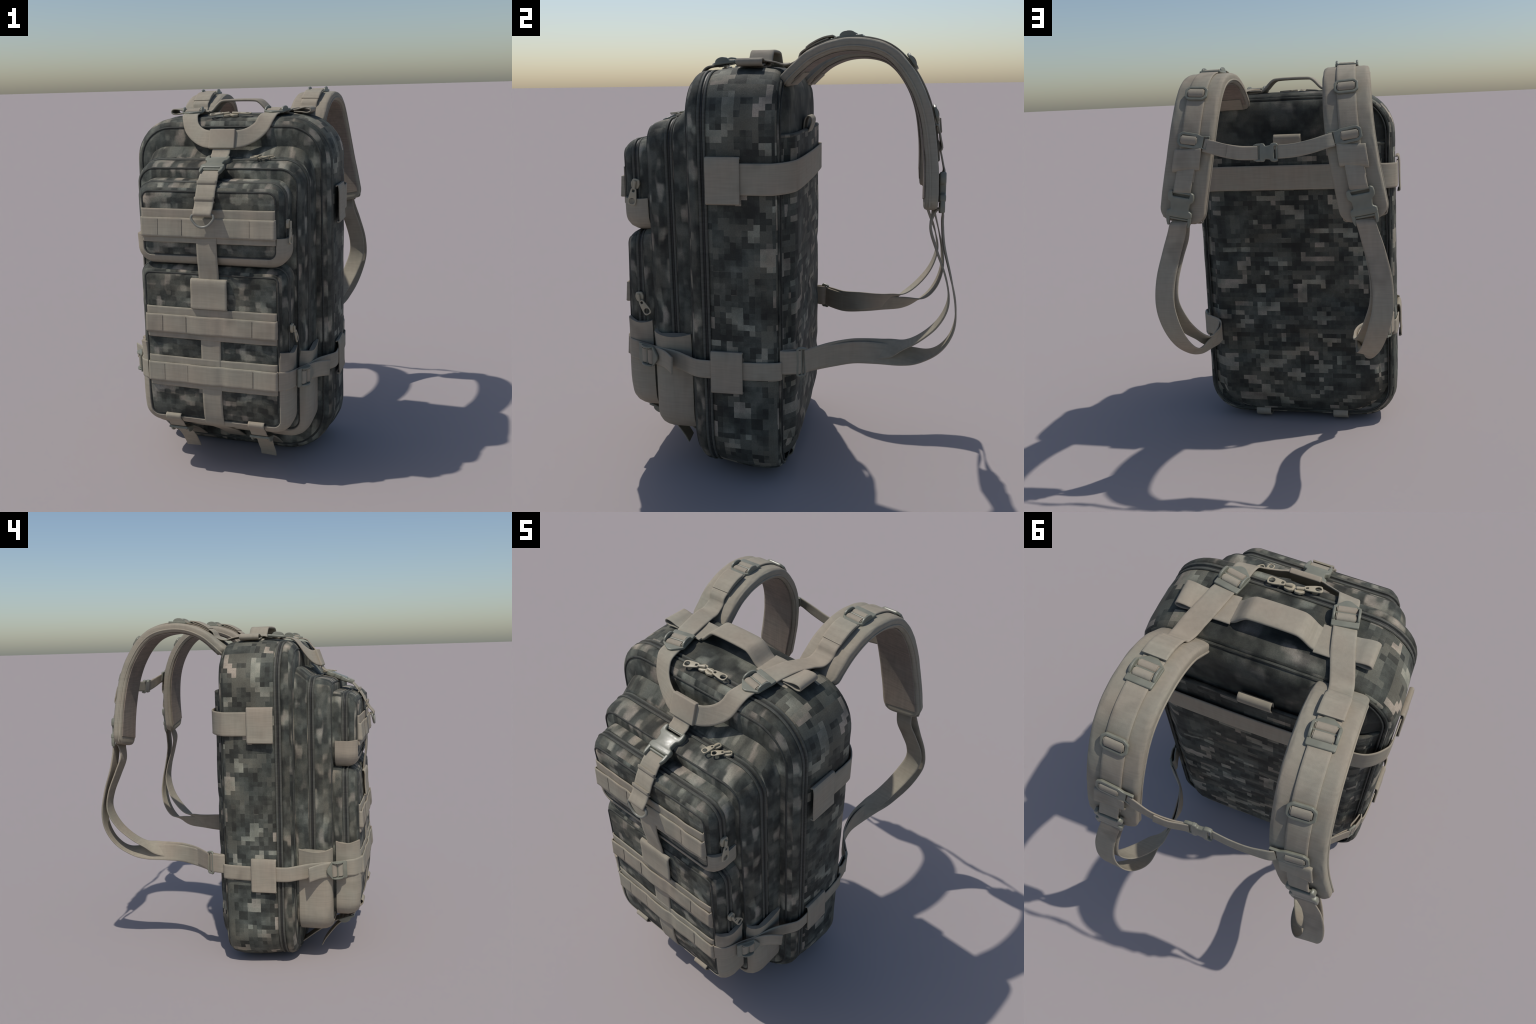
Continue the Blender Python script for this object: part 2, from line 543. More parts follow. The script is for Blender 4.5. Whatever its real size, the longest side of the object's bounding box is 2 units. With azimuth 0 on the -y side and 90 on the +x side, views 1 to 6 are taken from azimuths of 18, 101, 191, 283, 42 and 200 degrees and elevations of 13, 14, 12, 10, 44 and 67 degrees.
# side-release buckle: +Y is the prong end
_body = plate_mesh("release_body", [rounded([
    (-.044, -.062), (-.060, -.056), (-.064, -.035), (-.060, -.014), (-.047, -.006), (-.043, .026), (-.060, .034), (-.062, .058), (-.040, .064),
    (.040, .064), (.062, .058), (.060, .034), (.043, .026), (.047, -.006), (.060, -.014), (.064, -.035), (.060, -.056), (.044, -.062), (.041, -.034), (-.041, -.034)], .007)], 0.026, 0.006, BUCKLE)
_prong = plate_mesh("release_prong", [rounded([(-.008, -.03), (.010, -.03), (.010, .012), (.002, .034), (-.006, .034)], .005)], 0.02, 0.005, BUCKLE)
RELEASE = join_meshes("release_buckle", [(_body, Matrix()), (_prong, T((.05, .072, 0))), (_prong, T((-.05, .072, 0)) @ Matrix.Scale(-1, 4, (1, 0, 0))),
                                         (rod_mesh("b", .09, .006, BUCKLE), T((0, -.052, 0))), (rod_mesh("b", .09, .006, BUCKLE), T((0, .07, 0)))], BUCKLE)
# zipper slider and pull tab (+Y points to the free end of the tab)
_tab = plate_mesh("pull_tab", [
    rounded([(-.010, .012), (.010, .012), (.017, .058), (.015, .078), (-.015, .078), (-.017, .058)], .012),
    [V((.0115 * math.cos(a * math.pi / 8), .062 + .0115 * math.sin(a * math.pi / 8))) for a in range(16)],
    rounded([(-.005, .018), (.005, .018), (.005, .028), (-.005, .028)], .003)], 0.006, 0.0015, PULLMAT)
_slider = plate_mesh("slider", [rounded([(-.012, -.022), (.012, -.022), (.018, -.004), (.012, .016), (-.012, .016), (-.018, -.004)], .006)], 0.012, 0.003, PULLMAT)
_bridge = rod_mesh("bridge", .030, .006, PULLMAT)


def pull_mesh(name, angle):
    return join_meshes(name, [(_slider, Matrix()), (_bridge, T((0, 0, .010)) @ Matrix.Rotation(math.pi / 2, 4, "Z")),
                              (_tab, T((0, .0, .012)) @ Matrix.Rotation(math.radians(angle), 4, "Z"))], PULLMAT)


PULL = pull_mesh("zipper_pull", 0)
PULL_SWUNG = pull_mesh("zipper_pull_swung", 24)
PULL_FOLDED = pull_mesh("zipper_pull_folded", 150)

# =========================================================================== the backpack
bag = bpy.data.objects.new("backpack", None)
link(bag)
bag["label"] = "large camouflage field backpack with tan webbing and padded straps"
bag["category"] = "backpack"

# --- main compartment ------------------------------------------------------
def crown(p):
    """Top swells gently; walls sag outward a little at mid height."""
    x, y, z = p
    if z > 1.6:
        k = (z - 1.6) / 0.25
        z += 0.016 * k * max(0, 1 - (x / 0.5) ** 2) * max(0, 1 - ((y + 0.1) / 0.3) ** 2)
    if z < .4:      # the base curves up toward the back
        z += .012 * smooth(-.16, .05, y) * (.4 - z) / .4
    x *= 1 - 0.018 * max(0, min(1, (z - 0.7) / 1.1)) * smooth(.0, -.25, y)
    return x, y, z


main_path = closed_outline(0.546, 0.012, 1.853, 0.215, lambda y: .195 + .07 * smooth(.0, -.28, y))
main = sweep("main_compartment", main_path,
             [(.02, .04), (.033, .030), (.031, .018), (.022, .009), (.006, .003), (-.04, -.003), (-.12, -.005), (-.20, -.003), (-.252, .002), (-.266, .007),
              (-.268, .012), (-.302, .012), (-.304, .006), (-.316, .003), (-.330, .008), (-.343, .017), (-.354, .030), (-.359, .041), (-.3585, .047), (-.362, .055), (-.365, .066)],
             CAMO, bag, cap_front=-0.004, cap_back=0.0, warp=crown, lump=0.0035)
def split_region(ob, name, mat, test, parent):
    """Move the faces that pass the test into a mesh of their own, keeping normals."""
    me = ob.data
    nv = [tuple(v.normal) for v in me.vertices]
    pick = [p.index for p in me.polygons if test(p.center)]
    s = set(pick)
    def sub(ids, nm, mt):
        used, vs, fs = {}, [], []
        for i in ids:
            f = []
            for v in me.polygons[i].vertices:
                if v not in used:
                    used[v] = len(vs)
                    vs.append(me.vertices[v].co.copy())
                f.append(used[v])
            fs.append(f)
        m2 = bpy.data.meshes.new(nm)
        m2.from_pydata(vs, [], fs)
        for p in m2.polygons:
            p.use_smooth = True
        m2.normals_split_custom_set_from_vertices([nv[o] for o in used])
        m2.materials.append(mt)
        return m2
    a = sub([p.index for p in me.polygons if p.index not in s], me.name, me.materials[0])
    b = sub(pick, name, mat)
    ob.data = a
    return link(bpy.data.objects.new(name, b), parent)


front_skin = split_region(main, "main_front_panel", CAMO_SOFT, lambda c: c.y < -0.29, main)
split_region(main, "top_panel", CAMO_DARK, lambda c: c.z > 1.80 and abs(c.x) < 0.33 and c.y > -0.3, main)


def piping(path, y, inset, r, parent, warp=None, mat=PIPE, name="piping"):
    return sweep(name, path, ring(y, inset, r), mat, parent, closed_profile=True, warp=warp)


def zipper(path, y, inset, parent, warp=None, half=0.017):
    """Two tape edges standing proud with a coil sunk between them."""
    sweep("zipper_tape", path, [(y - half, inset + .012), (y - half, inset - .001), (y - half + .003, inset - .004), (y - half + .010, inset - .003), (y - half + .0135, inset + .003), (y - half + .0135, inset + .012)],
          TAPE, parent, closed_profile=True, warp=warp)
    sweep("zipper_tape", path, [(y + half, inset + .012), (y + half, inset - .001), (y + half - .003, inset - .004), (y + half - .010, inset - .003), (y + half - .0135, inset + .003), (y + half - .0135, inset + .012)],
          TAPE, parent, closed_profile=True, warp=warp)
    sweep("zipper_coil", path, ring(y, inset + .008, .006, 6), COIL, parent, closed_profile=True, warp=warp)


zipper(main_path, -.285, .005, main, crown, .018)
piping(main_path, -.3585, .0445, .0052, main, crown)
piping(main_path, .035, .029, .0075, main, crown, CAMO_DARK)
piping(main_path, .043, .042, .004, main, crown)

# --- back panels -----------------------------------------------------------
def half_width(z, hw, z0, z1, rt, rb):
    if z > z1 - rt:
        d = min(1, (z - (z1 - rt)) / rt)
        return hw - rt + math.sqrt(max(0, 1 - d * d)) * rt
    if z < z0 + rb:
        d = min(1, ((z0 + rb) - z) / rb)
        return hw - rb + math.sqrt(max(0, 1 - d * d)) * rb
    return hw


def back_sheet(name, hw, z0, z1, rt, rb, depth, mat, parent, y0=0.026, rows=110, cols=90, flat=0.70, closed_top=False):
    verts, faces = [], []
    for i in range(rows + 1):
        f = i / rows
        z = z0 + (z1 - z0) * f
        h = half_width(z, hw, z0, z1, rt, rb)
        for j in range(cols + 1):
            u = -1 + 2 * j / cols
            x = u * h
            verts.append(V((x, y0 + depth(x, z), z)))
    c = cols + 1
    for i in range(rows):
        for j in range(cols):
            faces.append((i * c + j, i * c + j + 1, (i + 1) * c + j + 1, (i + 1) * c + j))
    if closed_top:
        base = len(verts)
        for j in range(c):
            p = verts[rows * c + j]
            verts.append(V((p.x * 0.985, max(y0 - 0.02, p.y - 0.022), p.z - 0.004)))
        for j in range(c):
            p = verts[rows * c + j]
            verts.append(V((p.x * 0.985, max(y0 - 0.02, p.y - 0.024), p.z - 0.06)))
        for j in range(cols):
            faces.append((rows * c + j, rows * c + j + 1, base + j + 1, base + j))
            faces.append((base + j, base + j + 1, base + c + j + 1, base + c + j))
    return make(name, verts, faces, mat, parent, 60)


def side_slope(x, edge):
    """0 at the edge, a steep padded flank, a soft kink, then a nearly flat middle."""
    a = edge - abs(x)
    return 0.10 * smooth(0, .012, a) + 0.72 * smooth(0.004, .085, a) + 0.11 * smooth(.05, .14, a) + 0.07 * smooth(.1, .5, a)


def folds(x, z):
    """Vertical puckers along the sloping sides, chevron quilting over the middle."""
    e = smooth(.30, .40, abs(x)) * (1 - smooth(.46, .50, abs(x)))
    f = 0.005 * e * noise.noise(V((x * 38, z * 2.2, 3.0)))
    return f


def quilt(x, z):
    w = ((z + 0.42 * abs(x) - 0.10) % 0.30) / 0.30
    ridge = -0.008 * math.exp(-((w - 0.5) / 0.10) ** 2)
    return ridge * smooth(.12, .34, z) * (1 - smooth(1.12, 1.26, z)) * smooth(0.0, 0.13, 0.50 - abs(x)) + 0.003 * noise.noise(V((x * 6, z * 6, 9)))


def upper_depth(x, z):
    d = 0.050 * side_slope(x, half_width(z, .507, .05, 1.83, .19, .24))
    e = max(0.0, min(1.0, (1.834 - z) / .10))
    d *= math.sqrt(1 - (1 - e) ** 2)
    return d + folds(x, z)


def lower_depth(x, z):
    k = 0.079 * smooth(-.02, .20, z)
    return k * side_slope(x, half_width(z, .513, .05, 1.95, .19, .24)) + folds(x, z) + quilt(x, z)


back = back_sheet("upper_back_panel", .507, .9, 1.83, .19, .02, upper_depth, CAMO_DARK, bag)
lower = back_sheet("lower_back_panel", .513, .066, 1.583, .005, .24, lower_depth, CAMO_BACK, bag, rows=150, cols=110, closed_top=True)
edge_pts = []
for i in range(41):
    x = -.495 + .99 * i / 40
    edge_pts.append((x, .026 + lower_depth(x, 1.58) - .009, 1.586))
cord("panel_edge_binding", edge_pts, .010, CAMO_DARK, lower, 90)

# rear webbing belt that wraps the back between the side patches
def belt(zc_side, zc_rear, w, parent):
    pts = []
    for x, y, k in ((.556, -.20, 0), (.558, -.06, 0), (.555, .010, .0), (.543, .036, .1), (.512, .072, .3), (.47, .099, .6), (.42, .110, .9), (.34, .115, 1), (.2, .1175, 1), (.1, .1185, 1)):
        pts.append((x, y, zc_side + (zc_rear - zc_side) * k))
    pts = pts + [(0, .119, zc_rear)] + mirror(pts, -1)[::-1]
    return ribbon("back_belt", pts, (0, 0, 1), w, .007, TAN, parent, 120)


belt(1.415, 1.425, .132, bag)
# hanging loop over the pocket edge
ribbon("back_loop", [(.012, .080, 1.552), (.012, .083, 1.597), (.012, .088, 1.632), (.012, .101, 1.650), (.012, .117, 1.642), (.012, .120, 1.622), (.012, .110, 1.592), (.012, .097, 1.567), (.012, .090, 1.547)],
       (1, 0, 0), .146, .006, TAN, back, 44)

# side patches (folded webbing keepers)
def patch(name, y0, y1, z0, z1, x, s, parent):
    ym, w = (y0 + y1) / 2, abs(y1 - y0)
    pts = [((x - .012) * s, ym, z1 - .006), (x * s, ym, z1), ((x + .006) * s, ym, z1 - .03), ((x + .007) * s, ym, (z0 + z1) / 2), ((x + .008) * s, ym, z0 + .03), ((x + .010) * s, ym, z0), ((x - .004) * s, ym, z0 - .002)]
    return ribbon(name, pts, (0, 1, 0), w, .008, TAN, parent, 28)


for s in (1, -1):
    patch("side_patch", -.265, -.118, 1.315, 1.505, .561, s, bag)
    patch("side_patch", -.265, -.122, .470, .655, .562, s, bag)

# --- middle pocket ----------------------------------------------------------
def shelf(p):
    """The top of the middle pocket slopes up to meet the main compartment."""
    x, y, z = p
    return x, y, z + .045 * smooth(-.447, -.350, y) * smooth(1.52, 1.66, z)


mid_path = closed_outline(.468, .205, 1.672, .135, .11)
mid = sweep("middle_pocket", mid_path,
            [(-.34, .0), (-.36, .0), (-.38, .002), (-.40, .004), (-.418, .008), (-.430, .011), (-.437, .017), (-.438, .023), (-.472, .026), (-.473, .021), (-.485, .020), (-.52, .026), (-.545, .034), (-.560, .047), (-.560, .054), (-.565, .064)],
            CAMO_SOFT, bag, cap_front=-0.003, lump=.003, warp=shelf)
zipper(mid_path, -.455, .017, mid, half=.018)
piping(mid_path, -.560, .052, .005, mid)

# --- front pockets ----------------------------------------------------------
def lean(p):
    """Lower pocket hangs a little fuller toward its base."""
    x, y, z = p
    f = max(0, min(1, (-y - .56) / .14))
    k = max(0, min(1, (1.12 - z) / .62))
    b = max(0, min(1, (.42 - z) / .14))
    return x * (1 - .012 * b), y - f * (.018 * k - .016 * b), z


def front_pocket(name, z0, z1, rt, rb, hw, mat, warp):
    path = closed_outline(hw, z0, z1, rt, rb)
    ob = sweep(name, path, [(-.55, .0), (-.590, .0), (-.610, .004), (-.616, .009), (-.617, .014), (-.648, .015), (-.649, .011), (-.660, .014), (-.675, .023), (-.688, .035), (-.696, .046), (-.6955, .051), (-.699, .058), (-.702, .068)],
               mat, bag, cap_front=-0.003, warp=warp, lump=.003)
    zipper(path, -.632, .010, ob, warp, .0165)
    piping(path, -.6955, .0485, .0048, ob, warp)
    return ob, path


def panel_skin(ob):
    split_region(ob, "pocket_front_panel", CAMO_FRONT, lambda c: c.y < -0.695 and abs(c.x) < .34, ob)


top_pocket, _ = front_pocket("upper_front_pocket", 1.155, 1.572, .085, .085, .392, CAMO_SOFT, None)
low_pocket, _ = front_pocket("lower_front_pocket", .285, 1.158, .075, .085, .400, CAMO_SOFT, lean)
panel_skin(top_pocket)
panel_skin(low_pocket)


def wrap(name, hw, z0, zcut, rb, y_back, y_front, out, rim, parent, warp=None, dip=0.0):
    """Tan reinforcement that cups the lower part of a gusset, standing proud of it."""
    path = u_outline(hw, z0, zcut, rb)
    outer = [(y_back + (y_front + .05 - y_back) * t / 6, -out) for t in range(6)] + [(y_front + .045, .004 - out), (y_front + .022, .014 - out), (y_front + .006, .030 - out), (y_front, .046 - out * .4)]
    inner = [(y_front + .006, .050), (y_front + .024, .03)] + [(y_front + .05 + (y_back - y_front - .05) * t / 6, .011) for t in range(7)]
    wr = (lambda p: warp(p)) if warp else None
    def both(p):
        q = wr(p) if wr else tuple(p)
        x, y, z = q
        # rim flares outward slightly and dips between its corners
        if p.z > zcut - .05:
            k = (p.z - (zcut - .05)) / .05
            f = (y - y_back) / (y_front - y_back)
            z -= dip * k * math.sin(math.pi * max(0, min(1, f)))
            x += rim * k * (1 if x > 0 else -1)
        return x, y, z
    return sweep(name, path, outer + inner, TAN, parent, closed_path=False, closed_profile=True, warp=both, sharp=50)


wrap("pocket_base_wrap", .392, 1.155, 1.305, .085, -.578, -.702, .007, .002, top_pocket, None, .004)
wrap("pocket_base_wrap", .400, .285, .735, .085, -.580, -.702, .009, .006, low_pocket, lean, .014)
wrap("pocket_base_wrap", .462, .205, .700, .11, -.378, -.566, .011, .008, mid, None, .018)

# --- front webbing grid -----------------------------------------------------
def slat(name, z0, z1, hw, y_top, y_bot, breaks, bulge, parent, t=.007):
    """Horizontal webbing strip, tacked down at the breaks and bowing out between them."""
    zc, w = (z0 + z1) / 2, (z1 - z0)
    side = V((0, y_top - y_bot, w)).normalized()
    ym = (y_top + y_bot) / 2
    xs = sorted({-hw, *breaks, hw})
    pts = [(-hw - .003, ym + .016, zc)]
    for i, x in enumerate(xs):
        pts.append((x, ym, zc))
        if i < len(xs) - 1:
            m = (x + xs[i + 1]) / 2
            c = .006 if abs(m) < .06 else bulge
            pts += [(x * .6 + m * .4, ym - c * .7, zc), (m, ym - c, zc), (xs[i + 1] * .6 + m * .4, ym - c * .7, zc)]
    pts.append((hw + .003, ym + .016, zc))
    ribbon(name, pts, tuple(side), w, t, TAN, parent, 150, .003)
    for b in [b for b in breaks if abs(b) > .06]:     # bar tacks
        tl = (y_top - y_bot) / w * w * .42
        cord("bar_tack", [(b, ym - t / 2 - tl, zc - w * .42), (b, ym - t / 2, zc), (b, ym - t / 2 + tl, zc + w * .42)], .0013, TACK, parent, 6, segs=6)


KEEP = cloth("keeper_webbing", (0.318, 0.280, 0.220), .06, .2)
TACK = cloth("tack_thread", (0.17, 0.15, 0.12), .2, .2)
BREAKS = (-.256, -.128, .056, .221)
for parent, back_z, front_z, dy in ((top_pocket, (1.272, 1.440), (1.302, 1.397), 0), (low_pocket, (.772, .936), (.803, .897), -.004), (low_pocket, (.508, .672), (.537, .637), -.010)):
    slat("webbing_backing", back_z[0], back_z[1], .333, -.706 + dy, -.711 + dy, (), .0, parent, .006)
    slat("webbing_slat", front_z[0], front_z[1], .344, -.716 + dy, -.724 + dy, BREAKS, .0022, parent)

# vertical webbing down the middle, folding under the bag
VW = .106
ribbon("centre_webbing", [(0, -.716, 1.33), (0, -.722, 1.27), (0, -.720, 1.20), (0, -.712, 1.14), (0, -.708, 1.07), (0, -.710, .95), (0, -.716, .85), (0, -.719, .72), (0, -.724, .58), (0, -.726, .48),
                          (0, -.722, .40), (0, -.714, .345), (0, -.695, .305), (0, -.62, .255), (0, -.48, .165), (0, -.34, .062), (0, -.27, .018)], (1, 0, 0), VW, .008, TAN, low_pocket, 110)
ribbon("centre_keeper", [(0, -.706, 1.088), (0, -.716, 1.085), (0, -.7205, 1.06), (0, -.721, 1.01), (0, -.725, .96), (0, -.727, .943), (0, -.716, .940)], (1, 0, 0), .192, .009, TAN, low_pocket, 30)

# --- front yoke, release buckle and D ring ----------------------------------
arm = [(.224, -.275, 1.878), (.217, -.318, 1.872), (.206, -.350, 1.852), (.190, -.376, 1.815), (.160, -.398, 1.785), (.118, -.420, 1.764), (.072, -.437, 1.755)]
arm_side = [(-1, .28, 0), (-1, .22, .06), (-.90, .2, .35), (-.72, .25, .62), (-.43, .3, .85), (-.18, .33, .9), (-.03, .36, .93)]
yoke = ribbon("front_yoke", arm + [(0, -.442, 1.753)] + mirror(arm, -1)[::-1],
              arm_side + [(0, .36, .93)] + [(-a, b, c) for a, b, c in arm_side[::-1]],
              [.086, .086, .084, .083, .084, .088, .092, .094, .092, .088, .084, .083, .084, .086, .086], .007, TAN, bag, 130)
# square keeper as a stuffed plate
sq = plate_mesh("yoke_keeper", [rounded([(-.070, -.051), (.070, -.051), (.068, .051), (-.068, .051)], .006)], .024, .005, KEEP)
place("yoke_keeper", sq, frame((0, -.4405, 1.756), (0, .34, .94), (0, -.94, .34)), yoke)
ribbon("buckle_strap", [(0, -.447, 1.73), (0, -.462, 1.70), (0, -.474, 1.685), (0, -.492, 1.676), (0, -.505, 1.663)], (1, 0, 0), .096, .007, TAN, yoke, 20)
fdir = V((0, -.13, -.052))
place("release_buckle", RELEASE, frame((.0, -.548, 1.647), fdir, (0, -.37, .93)), yoke)
pull_strap = ribbon("pull_strap", [(0, -.598, 1.612), (0, -.622, 1.612), (0, -.650, 1.597), (0, -.672, 1.571), (0, -.679, 1.563), (0, -.700, 1.534), (0, -.718, 1.499), (0, -.726, 1.488), (0, -.740, 1.460), (0, -.760, 1.438), (0, -.767, 1.424), (0, -.758, 1.416), (0, -.744, 1.424)],
                    (1, 0, 0), [.098, .098, .098, .1, .1, .1, .1, .098, .097, .096, .094, .092, .09], .007, TAN, yoke, 60)
for y, z in ((-.6815, 1.5645), (-.7265, 1.4915)):
    ribbon("strap_fold", [(0, y - .002, z + .012), (0, y - .005, z), (0, y + .004, z - .016)], (1, 0, 0), .101, .008, TAN, yoke, 8)
cord("d_ring", [(-.040, -.757, 1.424), (0, -.757, 1.424), (.040, -.757, 1.424), (.056, -.760, 1.415), (.055, -.764, 1.400), (.034, -.768, 1.376), (.012, -.770, 1.365), (-.012, -.770, 1.365), (-.034, -.768, 1.376), (-.055, -.764, 1.400), (-.056, -.760, 1.415)],
     .0065, RINGMAT, yoke, 70, True)

# --- zipper pulls -------------------------------------------------------------
place("zipper_pull", PULL, frame((.024, -.294, 1.869), (1, .03, -.06), (0, -.1, 1), 1.12), main)
place("zipper_pull", PULL, frame((-.024, -.294, 1.869), (-1, -.34, -.10), (0, -.25, 1), 1.12), main)
place("zipper_pull", PULL, frame((.262, -.457, 1.664), (-.72, -.65, -.10), (0, -.1, 1), .88), mid)
place("zipper_pull", PULL, frame((.200, -.457, 1.667), (-.30, -.95, -.10), (0, -.15, 1), .88), mid)
place("zipper_pull", PULL, frame((.389, -.636, 1.365), (.03, -.20, -1), (1, 0, .0), 1.2), top_pocket)
place("zipper_pull", PULL_SWUNG, frame((.403, -.640, .842), (.03, .12, -1), (1, 0, 0), 1.15), low_pocket)

# --- carry handle ---------------------------------------------------------------
handle = ribbon("carry_handle", [(-.30, -.103, 1.862), (-.22, -.103, 1.874), (-.178, -.103, 1.878), (-.152, -.103, 1.892), (-.128, -.103, 1.917), (-.108, -.103, 1.934), (-.085, -.103, 1.941), (0, -.103, 1.943),
                                 (.085, -.103, 1.941), (.108, -.103, 1.934), (.128, -.103, 1.917), (.152, -.103, 1.892), (.178, -.103, 1.878), (.22, -.103, 1.874), (.30, -.103, 1.862)],
                (0, 1, 0), .108, .014, TAN, bag, 70)
for s in (1, -1):
    ribbon("handle_base", mirror([(.168, -.105, 1.884), (.21, -.105, 1.884), (.26, -.105, 1.879), (.335, -.105, 1.862)], s), (0.18 * s, 1, 0), .132, .009, TAN, handle, 16)
    # rolled webbing tail beside the strap
    ribbon("rolled_tail", mirror([(.305, -.105, 1.879), (.345, -.105, 1.876), (.372, -.105, 1.872), (.392, -.105, 1.877), (.396, -.105, 1.889), (.384, -.105, 1.899), (.355, -.105, 1.898), (.318, -.105, 1.889), (.285, -.105, 1.886)], s),
           (0, 1, 0), .112, .007, TAN, handle, 40)

# --- shoulder straps -----------------------------------------------------------
PAD = [(.322, .036, 1.797), (.323, .092, 1.851), (.327, .160, 1.904), (.331, .255, 1.940), (.337, .360, 1.945), (.343, .455, 1.920), (.350, .525, 1.862), (.358, .585, 1.770), (.370, .624, 1.665),
       (.388, .645, 1.545), (.410, .654, 1.430), (.437, .656, 1.283)]
PAD_W, PAD_T = .212, .052


def pad_frames(s, n=260):
    return frames(mirror(PAD, s), (1, 0, 0), n)


def pad_point(s, f, up, across=0.0):
    """Point on the padded strap: f along it (0..1), up above the top face, across sideways."""
    fr, _ = pad_frames(s)
    k = f * (len(fr) - 1)
    i = min(int(k), len(fr) - 2)
    a, b = fr[i], fr[i + 1]
    p = a[1].lerp(b[1], k - i)
    nn = a[4].lerp(b[4], k - i).normalized()
    if nn.y < 0 and nn.z < 0 or nn.z < -0.5:
        nn = -nn
    if nn.dot(V((0, .6, .8))) < 0:
        nn = -nn
    sd = a[3].lerp(b[3], k - i).normalized()
    return p + nn * (PAD_T / 2 + up) + sd * across, a[2].lerp(b[2], k - i).normalized(), nn, sd


for s in (1, -1):
    fr, length = pad_frames(s)
    rows, low_rows = [], []
    rim_a, rim_b = [], []
    for i, (t, p, tg, sd, nn) in enumerate(fr):
        if nn.dot(V((0, .6, .8))) < 0:
            nn = -nn
        d = min(i, len(fr) - 1 - i) / (len(fr) - 1) * length
        r = .062 if i > len(fr) / 2 else .040
        hw = PAD_W / 2 * (1 + .04 * (i / len(fr)))
        if d < r:
            hw = hw - r + math.sqrt(max(0, r * r - (r - d) ** 2))
        th = PAD_T / 2 * (1 if d > .02 else .55 + .45 * math.sqrt(max(0, 1 - (1 - d / .02) ** 2)))
        prof = []
        m = 40
        for k in range(m):
            a = 2 * math.pi * k / m
            ca, sa = math.cos(a), math.sin(a)
            ex = 0.22
            X = math.copysign(abs(ca) ** ex, ca) * hw if abs(ca) > 1e-6 else 0
            Z = math.copysign(abs(sa) ** 0.46, sa) * th
            Xl = X * (1 - 0.012 * abs(sa))
            wv = .0022 * noise.noise(V((p.x * 9, i * .076, k * .5)))
            prof.append(p + sd * Xl + nn * (Z + wv + (.002 if sa > .3 else 0)))
        rows.append(prof)
        rim_a.append(p + sd * (hw * .995) - nn * .007)
        rim_b.append(p - sd * (hw * .995) - nn * .007)
    pad = tube_along("shoulder_pad", rows, PADMAT, bag, 55)
    rim_a, rim_b = rim_a[1:-1:4], rim_b[1:-1:4]
    cord("pad_piping", rim_a + rim_b[::-1], .0048, PADMAT, pad, 260, True, 8)
    # wider keeper where the pad is sewn to the bag
    a, ta, na, sa_ = pad_point(s, .035, -PAD_T - .004)
    b = pad_point(s, .085, -PAD_T - .004)[0]
    ribbon("pad_anchor", [a - ta * .015, a, b], (1, 0, 0), .15, .010, TAN, pad, 8)

    # webbing along the top of the pad
    run = [pad_point(s, f, .0065)[0] for f in [.13 + .70 * i / 26 for i in range(27)]]
    pad_strap = ribbon("pad_strap", run, [(1, 0, 0)] * len(run), .088, .007, TAN, pad, 110)
    # load strap from the crown ladder lock back to the pad
    lp = [V((.240 * s, -.205, 1.884)), V((.252 * s, -.16, 1.892)), V((.272 * s, -.08, 1.893)), V((.296 * s, -.01, 1.884)), V((.315 * s, .05, 1.874)), V((.322 * s, .095, 1.893))]
    lp += [pad_point(s, f, .015)[0] for f in (.115, .15, .18, .21)]
    lsd = [V((1, .28 * s, 0))] * 2 + [V((1, .2 * s, 0))] * 2 + [V((1, .05 * s, 0))] * 2 + [V((1, 0, 0))] * 4
    load = ribbon("load_strap", lp, lsd, .094, .007, TAN, pad, 60)
    # free end folded back under the pad ladder lock
    fp = [pad_point(s, f, u)[0] for f, u in ((.135, .019), (.15, .022), (.175, .024), (.20, .024), (.225, .020))]
    ribbon("strap_tail", fp, [(1, 0, 0)] * 5, .100, .007, TAN, pad, 20)

    place("ladder_buckle", LADDER, frame((.231 * s, -.243, 1.887), (-.2 * s, -.97, -.10), (0, -.08, 1)), yoke)
    place("webbing_fold", HUMP, frame((.231 * s, -.243, 1.887), (-.2 * s, -.97, -.10), (0, -.08, 1)), yoke)
    p, tg, nn, sd = pad_point(s, .268, .005)
    place("ladder_buckle", LADDER, frame(p, -tg, nn), pad)
    place("webbing_fold", HUMP, frame(p, -tg, nn), pad)
    p, tg, nn, sd = pad_point(s, .49, .016)
    place("slot_buckle", TRIGLIDE, frame(p, tg - nn * .10, nn), pad)
    place("slot_fold", TRIFOLD, frame(p + nn * .002, tg - nn * .10, nn), pad)
    # chest-strap slot buckle; its tab points inward
    p, tg, nn, sd = pad_point(s, .675, .016)
    m = frame(p, (tg + V((.06 * s, 0, 0))) * (1 if s < 0 else -1), nn)
    if m.col[0].x * s > 0:
        m = m @ Matrix.Rotation(math.pi, 4, "Z")
    place("chest_slot_buckle", STERNUM_SLOT, m, pad)
    place("slot_fold", TRIFOLD, frame(p + nn * .001, tg, nn), pad)
    # flat keeper and strap down to the release buckle
    kp = [pad_point(s, f, u)[0] for f, u in ((.705, .006), (.712, .016), (.74, .019), (.77, .019), (.785, .014), (.79, .006))]
    ribbon("strap_keeper", kp, [(1, 0, -.12 * s)] * 6, .130, .007, TAN, pad, 24)
    dp = [pad_point(s, f, u)[0] for f, u in ((.765, .010), (.80, .016), (.835, .022), (.862, .026), (.875, .022))]
    ribbon("buckle_strap", dp, [(1, 0, -.1 * s)] * 5, .084, .007, TAN, pad, 20)
    p, tg, nn, sd = pad_point(s, .915, .020)
    rel = place("release_buckle", RELEASE, frame(p + V((.004 * s, 0, -.006)), tg, nn), pad)

